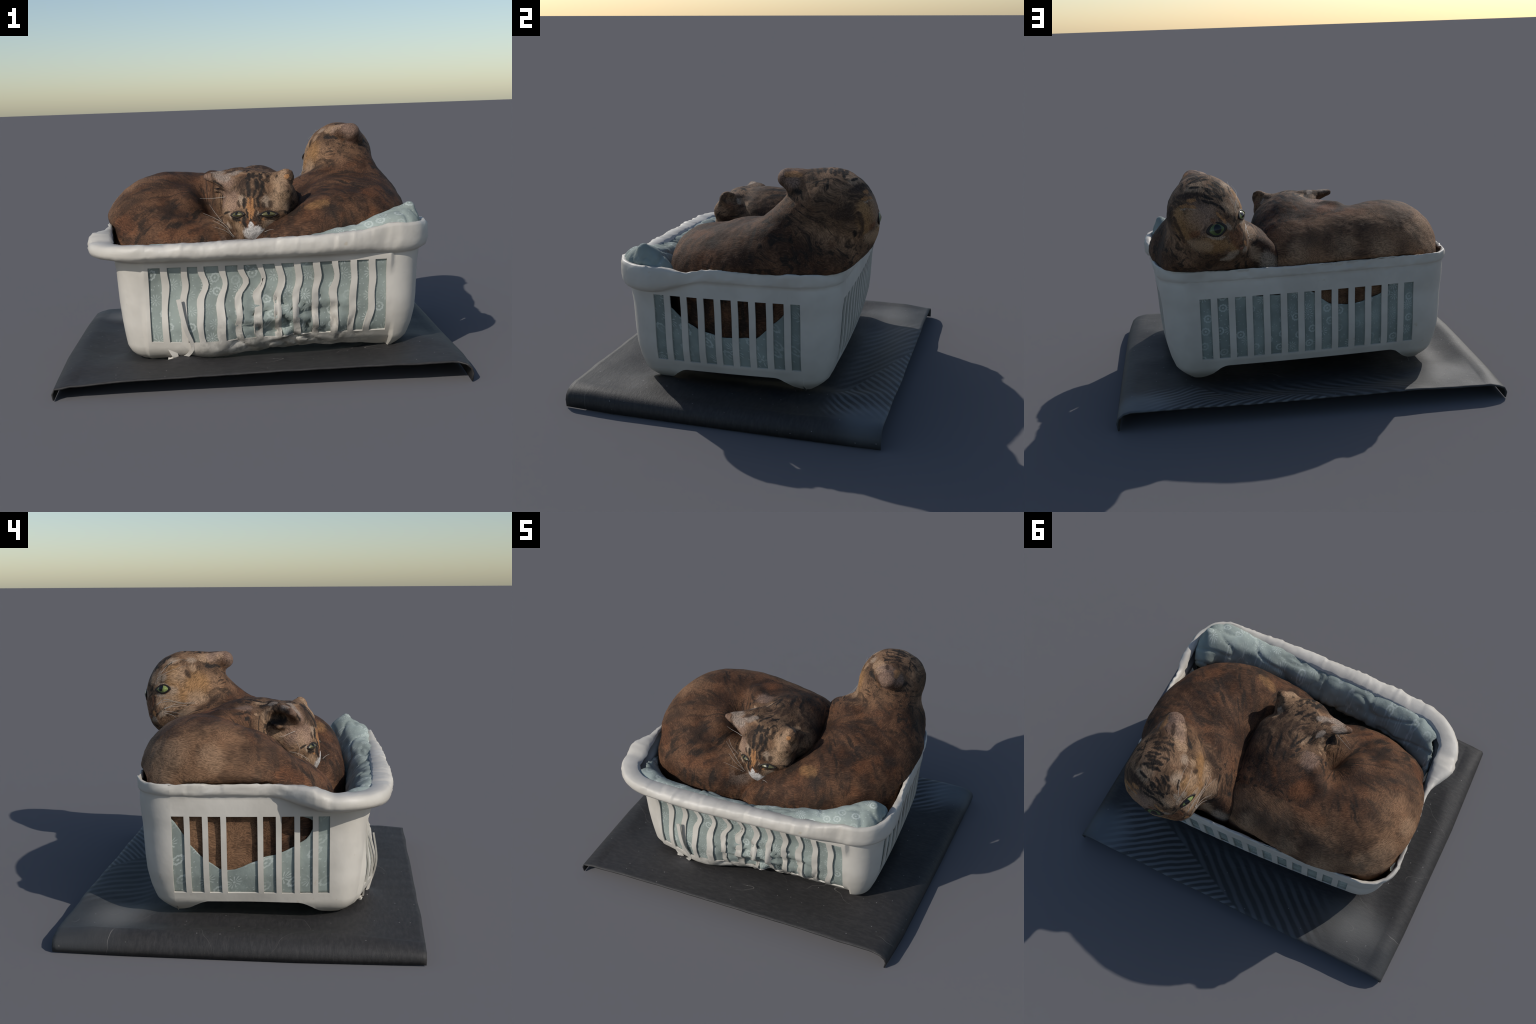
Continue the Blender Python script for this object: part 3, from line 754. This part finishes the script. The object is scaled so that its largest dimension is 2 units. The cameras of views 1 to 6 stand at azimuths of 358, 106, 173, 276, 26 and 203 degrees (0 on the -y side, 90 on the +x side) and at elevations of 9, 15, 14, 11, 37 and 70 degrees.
# ------------------------------------------------------------------ cloth lining and the bolster along the front
def build_lining(cols, P, N):
    root = new_empty("quilted_blanket", (0, 0, .2), "pale teal flower printed blanket lining the basket", "blanket")
    n = len(cols)
    # height of the upper edge: high all round, sagging where the cats show through the slots
    top = np.zeros(n)
    for i, c in enumerate(cols):
        s, u = c[2], c[3]
        if s == 'front': top[i] = .60
        elif s == 'corner': top[i] = .60
        elif s == 'left': top[i] = interp(u, [-.39, -.33, -.30, -.21, -.12, -.04, .04, .10, .17, .24, .29, .33], [.60, .60, .46, .41, .37, .345, .30, .31, .36, .44, .52, .60])
        elif s == 'right': top[i] = interp(u, [-.40, -.34, -.31, -.22, -.14, -.05, .05, .14, .22, .27, .31, .35], [.60, .60, .52, .44, .40, .37, .37, .38, .46, .50, .60, .60])
        elif s == 'back': top[i] = interp(u, [-.6, -.47, -.43, -.38, -.28, -.2, -.13, -.06, .05, .15, .25, .6], [.60, .60, .53, .50, .47, .46, .47, .53, .60, .545, .55, .60])
    for _ in range(2):
        top = (np.roll(top, 1) + 2 * top + np.roll(top, -1)) / 4
    m = 26
    V, F = [], []
    for r in range(m):
        for c in range(n):
            z0 = .165 if cols[c][2] == 'front' else .196
            z = z0 + (top[c] - z0) * r / (m - 1)
            p = P[c]
            al, out = wall_shift(p[0], p[1], z, cols[c][2])
            s = c * .05
            fold = abs(.016 * noise.noise(Vector((p[0] * 8, p[1] * 8, z * 5)))) + .006 * abs(noise.noise(Vector((p[0] * 25, p[1] * 25, z * 9 + 5))))
            out -= (1 - smoothstep(0, -.3, p[0]) * smoothstep(0, -.3, p[1])) * interp(z, [.085, .10, .12, .15, .21, .28], [.030, .040, .034, .022, .008, 0])
            d = -.0085 - inset(z) + out - fold * (.30 if cols[c][2] in ('front', 'back') else .26)
            V.append((p[0] + N[c, 0] * d, p[1] + N[c, 1] * d, z + .012 * noise.noise(Vector((p[0] * 14, p[1] * 14, 2.2))) * (r / (m - 1))))
    for r in range(m - 1):
        for c in range(n):
            c2 = (c + 1) % n
            F.append((r * n + c, r * n + c2, (r + 1) * n + c2, (r + 1) * n + c))
    o = mesh_object("lining", V, F, M_cloth, root)
    md = o.modifiers.new("thickness", 'SOLIDIFY'); md.thickness = .004; md.offset = -1
    # bolster
    g = Field((-.80, -.67, .46), (.82, -.20, .86), .011)
    f = g.tube([(-.745, -.28, .57, .055), (-.735, -.37, .57, .07), (-.655, -.48, .572, .08), (-.5, -.545, .575, .083), (-.3, -.56, .575, .085),
                (-.1, -.565, .575, .086), (.12, -.56, .578, .086), (.36, -.530, .612, .090), (.5, -.525, .632, .092), (.63, -.48, .678, .098), (.695, -.425, .690, .088), (.715, -.33, .645, .055)])
    f = blend(f, g.tube([(-.66, -.38, .52, .05), (-.5, -.47, .51, .055), (-.1, -.50, .51, .055), (.3, -.49, .53, .06), (.6, -.42, .60, .07)]), .06)
    f = blend(f, g.cone((.70, -.43, .70), (.722, -.445, .782), .06, .024), .04)
    f = -blend(-f, -basket_limit(g, .3) + .085 * smoothstep(.595, .64, g.Z) * smoothstep(-.45, -.52, g.Y) + .02 * smoothstep(.61, .66, g.Z) + .006, .02)
    f = -blend(-f, g.Y + .598 - .030 * smoothstep(.25, .5, g.X), .015)
    V, F = surface(g, f)
    NV = vertex_normals(V, F)
    x = V[:, 0]
    # stitched seams across the quilt and lumps of filling
    seam = sum(gauss(x - s, .010) for s in (-.265, .03))
    V = V + NV * (-.008 * seam + .008 * noise_field(V, 9, 2) + .005 * noise_field(V, 22, 5) - .010 * np.maximum(0, 1 - 7 * np.abs(noise_field(V * np.array([1.0, 2.2, 1.0]), 5, 11))) ** 2)[:, None]
    mesh_object("bolster", V, F, M_cloth_pale, root)
    return root

# ------------------------------------------------------------------ the cats
def basket_limit(g, slope):
    """distance outside the inner face of the basket, easing outwards above the rim"""
    xl, xr, r = -.734 - .080 * g.Y - .008, .754 - .036 * g.Y + .008, .18
    cx, hx = (xl + xr) / 2, (xr - xl) / 2
    yb = .487 + .045 * g.X + .020 * (1 - (g.X / .65) ** 2) - .010
    yf = -.515
    hy = (yb - yf) / 2
    qx, qy = np.abs(g.X - cx) - (hx - r), np.abs(g.Y - (yb + yf) / 2) - (hy - r)
    d = np.sqrt(np.maximum(qx, 0)**2 + np.maximum(qy, 0)**2) + np.minimum(np.maximum(qx, qy), 0) - r
    return d + .017 + inset(g.Z) - .008 * smoothstep(.60, .68, g.Z) - .026 * smoothstep(.695, .715, g.Z) - np.clip(g.Z - .695, 0, 1) * slope * 1.1

def build_cat_b():
    g = Field((-.84, -.50, .26), (.33, .58, 1.07), .0085)
    body = g.tube([(.04, .28, .64, .215), (-.15, .26, .66, .25), (-.33, .25, .665, .272), (-.48, .18, .66, .285), (-.54, .03, .63, .262),
                   (-.515, -.088, .578, .234), (-.43, -.185, .55, .20), (-.30, -.23, .53, .164), (-.195, -.24, .515, .13), (-.10, -.25, .475, .09)], 7, .30)
    body = blend(body, g.sphere((-.235, -.165, .605), .132, .45), .06)
    body = blend(body, g.sphere((-.585, -.165, .555), .155, .36), .06)
    body = blend(body, g.sphere((-.59, .285, .61), .155, .36), .05)
    body = blend(body, g.sphere((-.09, -.20, .55), .088, .45), .04)
    neck = g.tube([(.05, .21, .75, .155), (.02, .09, .805, .163), (.01, -.02, .82, .16)], 5)
    neck = blend(neck, g.tube([(-.12, .17, .80, .13), (-.10, .07, .80, .125), (-.055, -.06, .81, .107)], 5), .05)
    neck = blend(neck, g.tube([(.08, .20, .725, .12), (.10, .08, .775, .12), (.1, -.04, .8, .12)], 5), .05)
    body = blend(body, g.ellipsoid((-.375, -.01, .675), (.12, .17, .195)), .06)
    body = blend(body, g.ellipsoid((-.22, -.06, .57), (.14, .14, .13)), .06)
    head = g.ellipsoid((-.008, -.145, .815), (.158, .155, .155))
    head = blend(head, g.ellipsoid((-.020, -.235, .695), (.086, .085, .098)), .06)
    head = blend(head, g.ellipsoid((-.10, -.175, .75), (.08, .085, .08)), .04)
    head = blend(head, g.ellipsoid((.085, -.205, .765), (.085, .085, .08)), .04)
    f = blend(body, neck, .07)
    f = blend(f, head, .028)
    # folded ears
    er = g.plate((-.07, -.075, .958), (-.125, -.218, .880), (-.248, -.184, .942), .019)
    er = np.minimum(er, g.plate((-.11, -.06, .93), (-.12, -.18, .865), (-.205, -.12, .868), .015))
    er = blend(er, g.ellipsoid((-.10, -.13, .905), (.085, .095, .06)), .03)
    er = carve(er, g.ellipsoid((-.205, -.112, .905), (.075, .048, .030)), .01)
    el = g.cone((.075, -.165, .865), (.155, -.200, .930), .08, .040)
    el = blend(el, g.ellipsoid((.122, -.205, .855), (.062, .078, .070)), .03)
    el = carve(el, g.ellipsoid((.185, -.165, .94), (.05, .045, .038)), .012)
    f = blend(f, er, .025)
    f = blend(f, el, .025)
    # ghost of an ear left by the scan, shaped as a ridge beside the neck
    f = blend(f, g.cone((-.16, .05, .885), (-.225, .155, .91), .055, .035), .06)
    f = -blend(-f, -basket_limit(g, .55 + .45 * smoothstep(.2, .4, g.Y)), .02)
    V, F = surface(g, f)
    return V, F

def build_cat_a():
    g = Field((-.16, -.52, .26), (.88, .74, 1.25), .0085)
    body = g.tube([(.53, .31, .68, .205), (.56, .2, .685, .225), (.575, .1, .675, .23), (.555, -.02, .655, .23), (.51, -.13, .632, .226),
                   (.4, -.19, .63, .22), (.27, -.235, .58, .198), (.14, -.26, .545, .178), (.04, -.272, .505, .132), (-.05, -.278, .485, .095)], 7, .36)
    neck = g.tube([(.585, .19, .755, .178), (.55, .28, .87, .155), (.51, .36, .97, .148)], 6)
    head = g.ellipsoid((.505, .445, .985), (.180, .185, .193))
    face = g.ellipsoid((.472, .50, .905), (.158, .165, .2))
    head = blend(head, face, .08)
    head = blend(head, g.ellipsoid((.555, .53, .995), (.115, .115, .11)), .06)
    head = blend(head, g.ellipsoid((.375, .545, .84), (.075, .075, .085)), .06)
    chest = g.ellipsoid((.53, .40, .74), (.205, .20, .23))
    paw = g.ellipsoid((.21, .40, .66), (.10, .095, .17))
    f = blend(body, neck, .06)
    f = blend(f, head, .06)
    f = blend(f, chest, .05)
    f = blend(f, g.ellipsoid((.30, .33, .72), (.15, .15, .17)), .10)
    f = blend(f, g.ellipsoid((.31, .16, .69), (.15, .20, .15)), .12)
    f = blend(f, g.ellipsoid((.28, -.05, .64), (.12, .15, .14)), .08)
    f = blend(f, g.ellipsoid((.42, .04, .745), (.15, .20, .155)), .08)
    f = blend(f, g.ellipsoid((.385, .22, .77), (.12, .13, .15)), .08)
    f = blend(f, paw, .035)
    ear = g.cone((.527, .35, 1.085), (.545, .238, 1.130), .092, .046)
    ear = blend(ear, g.plate((.495, .27, 1.130), (.59, .285, 1.095), (.545, .24, 1.125), .034), .03)
    ear = carve(ear, g.ellipsoid((.405, .268, 1.042), (.105, .075, .056)), .015)
    f = blend(f, ear, .03)
    f = -blend(-f, -basket_limit(g, .55 + .6 * smoothstep(.2, .35, g.Y)), .02)
    V, F = surface(g, f)
    return V, F

def fur_relief(V, F, seed):
    NV = vertex_normals(V, F)
    V = V + NV * (.0035 * noise_field(V, 14, seed) + .0016 * noise_field(V, 45, seed + 3))[:, None]
    return V, vertex_normals(V, F)

def build_cats():
    rb = new_empty("curled_cat", (-.3, .05, .3), "brown tabby cat curled up with chin resting low", "cat")
    V, F = build_cat_b(); V, NV = fur_relief(V, F, 2)
    C = V[F].mean(1)
    x, y, z = C.T
    lab = np.zeros(len(F), int)                     # torso
    ring = np.hypot(x, y + .16)
    lab[(y < .30) & (z > .80) & (x > -.25) & (y > .02 - .2 * (z - .9))] = 1      # neck
    headm = (np.hypot((x + .0) / 1.1, y + .17) < .2) & (z > .63) & (y < .03)
    lab[headm] = 2
    lab[(z > .86) & (x < -.135) & (y < -.08) & (y > -.3)] = 3
    lab[(z > .875) & (x > .085) & (y < -.08) & (y > -.3)] = 4
    lab[(lab == 0) & (y < -.06) & (z < .80)] = 5    # hind leg
    split_regions(["torso", "neck", "head", "ear|R", "ear|L", "hindlimb"], lab, V, F, NV, [M_furB, M_furB_head, M_furB_head, M_furB_head, M_furB_head, M_furB], rb)
    ra = new_empty("alert_cat", (.45, .05, .3), "brown tabby cat with raised head looking over its shoulder", "cat")
    V, F = build_cat_a(); V, NV = fur_relief(V, F, 9)
    C = V[F].mean(1)
    x, y, z = C.T
    lab = np.zeros(len(F), int)
    lab[(y > .14) & (z > .74)] = 1
    lab[(y > .14) & (z > .86 - .25 * (y - .45)) & (y > .2)] = 2
    lab[(z > 1.05) & (y < .30)] = 3
    lab[(x < .3) & (y > .24)] = 4
    lab[(lab == 0) & (y < -.06) & (x < .36)] = 5
    split_regions(["torso", "neck", "head", "ear", "forelimb", "hindlimb"], lab, V, F, NV, [M_furA, M_furA_head, M_furA_head, M_furA_head, M_furA_head, M_furA], ra)
    return ra, rb

# whiskers, points in millimetres
WHISKERS_B = [
    [(-128, -252, 646), (-165, -254, 702), (-217, -222, 736), (-274, -178, 758)] ,
    [(-122, -255, 642), (-174, -268, 698), (-226, -242, 726)] ,
    [(-124, -263, 639), (-167, -291, 679), (-231, -303, 705)] ,
    [(-159, -198, 838), (-200, -172, 832), (-248, -150, 828), (-288, -132, 830)] ,
    [(-173, -211, 705), (-213, -222, 762), (-240, -208, 804)] ,
    [(27, -328, 670), (47, -342, 680), (70, -360, 686)] ,
]
WHISKERS_A = [
    [(293, 535, 885), (294, 479, 895), (286, 415, 900), (266, 349, 895)] ,
    [(292, 532, 882), (295, 479, 904), (293, 400, 913), (296, 354, 911)] ,
    [(291, 532, 870), (284, 478, 865), (253, 428, 857)] ,
    [(291, 535, 861), (282, 490, 850), (266, 462, 837)] ,
    [(356, 582, 1037), (344, 541, 1066), (339, 483, 1091), (356, 410, 1112)] ,
    [(312, 579, 900), (304, 531, 932), (299, 449, 914), (302, 359, 919)] ,
    [(311, 572, 908), (299, 507, 923), (294, 418, 913)] ,
    [(359, 559, 1071), (372, 519, 1115), (378, 464, 1138), (377, 417, 1135)] ,
]

# ------------------------------------------------------------------ eyes, noses, whiskers
def eye(name_parent, centre, outward, inner, outer, height, mat, lower=.8):
    c = Vector(centre); zc = Vector(outward).normalized()
    across = (Vector(outer) - Vector(inner)); w = across.length
    xa = (across - zc * across.dot(zc)).normalized(); ya = zc.cross(xa)
    if ya.z < 0:
        xa, ya = -xa, -ya
    from mathutils import Matrix
    M = Matrix((xa, ya, zc)).transposed().to_4x4(); M.translation = c
    V, F = [(0, 0, .010)], []
    rings, seg = 10, 40
    def outline(a):
        ca, sa = math.cos(a), math.sin(a)
        return ca * w / 2, sa * height / 2 * (1 - .38 * ca * ca) * (1 if sa > 0 else lower)
    for i in range(1, rings + 1):
        r = i / rings
        for j in range(seg):
            x, y = outline(2 * math.pi * j / seg)
            V.append((x * r, y * r, .010 * (1 - r ** 2.2) - .004 * r))
    for j in range(seg):
        F.append((0, 1 + j, 1 + (j + 1) % seg))
        for i in range(rings - 1):
            a, b = 1 + i * seg + j, 1 + i * seg + (j + 1) % seg
            F.append((a, a + seg, b + seg, b))
    o = mesh_object("eye", V, F, mat)
    o.matrix_world = M
    bpy.context.view_layer.update()
    o.parent = name_parent; o.matrix_parent_inverse = name_parent.matrix_basis.inverted()
    V, F = [], []
    k = 8
    for j in range(seg):
        a = 2 * math.pi * j / seg
        x, y = outline(a)
        t = .0055 + .004 * abs(math.cos(a)) ** 3
        for i in range(k):
            q = 2 * math.pi * i / k
            s = 1 + t * math.cos(q) / math.hypot(x, y)
            V.append((x * s, y * s, .55 * t * math.sin(q) - .003))
    for j in range(seg):
        for i in range(k):
            F.append((j * k + i, ((j + 1) % seg) * k + i, ((j + 1) % seg) * k + (i + 1) % k, j * k + (i + 1) % k))
    l = mesh_object("eyelid", V, F, M_lid)
    l.matrix_world = M
    l.parent = name_parent; l.matrix_parent_inverse = name_parent.matrix_basis.inverted()

def whisker(parent, pts, r=.0009):
    C = catmull([(*p, 0) for p in pts], 7)[:, :3]
    V, F = [], []
    for i, p in enumerate(C):
        d = Vector(C[min(i + 1, len(C) - 1)] - C[max(i - 1, 0)]).normalized()
        u = d.orthogonal().normalized(); w = d.cross(u)
        rr = r * (1 - .75 * i / (len(C) - 1))
        for j in range(4):
            V.append(Vector(p) + (u * math.cos(j * math.pi / 2) + w * math.sin(j * math.pi / 2)) * rr)
    for i in range(len(C) - 1):
        for j in range(4):
            F.append((i * 4 + j, i * 4 + (j + 1) % 4, (i + 1) * 4 + (j + 1) % 4, (i + 1) * 4 + j))
    mesh_object("whisker", V, F, M_whisker, parent)

def build_details(ra, rb):
    eye(rb, (-.103, -.281, .7545), (-.56, -.83, .12), (-.071, -.297, .756), (-.133, -.262, .750), .031, M_eye_olive)
    eye(rb, (.051, -.3045, .753), (.18, -.98, .08), (.010, -.312, .752), (.094, -.296, .750), .030, M_eye_olive)
    eye(ra, (.455, .6655, .943), (-.14, .98, .10), (.411, .655, .954), (.497, .668, .939), .068, M_eye_green, .9)
    eye(ra, (.3195, .546, .985), (-.89, .38, .24), (.345, .590, .984), (.313, .512, .992), .046, M_eye_left, .9)
    g = [(math.sin(a) * math.cos(b), math.sin(a) * math.sin(b), math.cos(a)) for a in np.linspace(0, math.pi, 9) for b in np.linspace(0, 2 * math.pi, 16, endpoint=False)]
    f = [(i * 16 + j, (i + 1) * 16 + j, (i + 1) * 16 + (j + 1) % 16, i * 16 + (j + 1) % 16) for i in range(8) for j in range(16)]
    mesh_object("nose", [(.343 + .017 * p[0], .606 + .017 * p[1], .834 + .012 * p[2]) for p in g], f, M_nose, ra)
    for pts in WHISKERS_B: whisker(rb, [tuple(v / 1000 for v in p) for p in pts])
    for pts in WHISKERS_A: whisker(ra, [tuple(v / 1000 for v in p) for p in pts])













build_mat()
_, cols, P, N = build_basket()
build_lining(cols, P, N)
ra, rb = build_cats()
build_details(ra, rb)
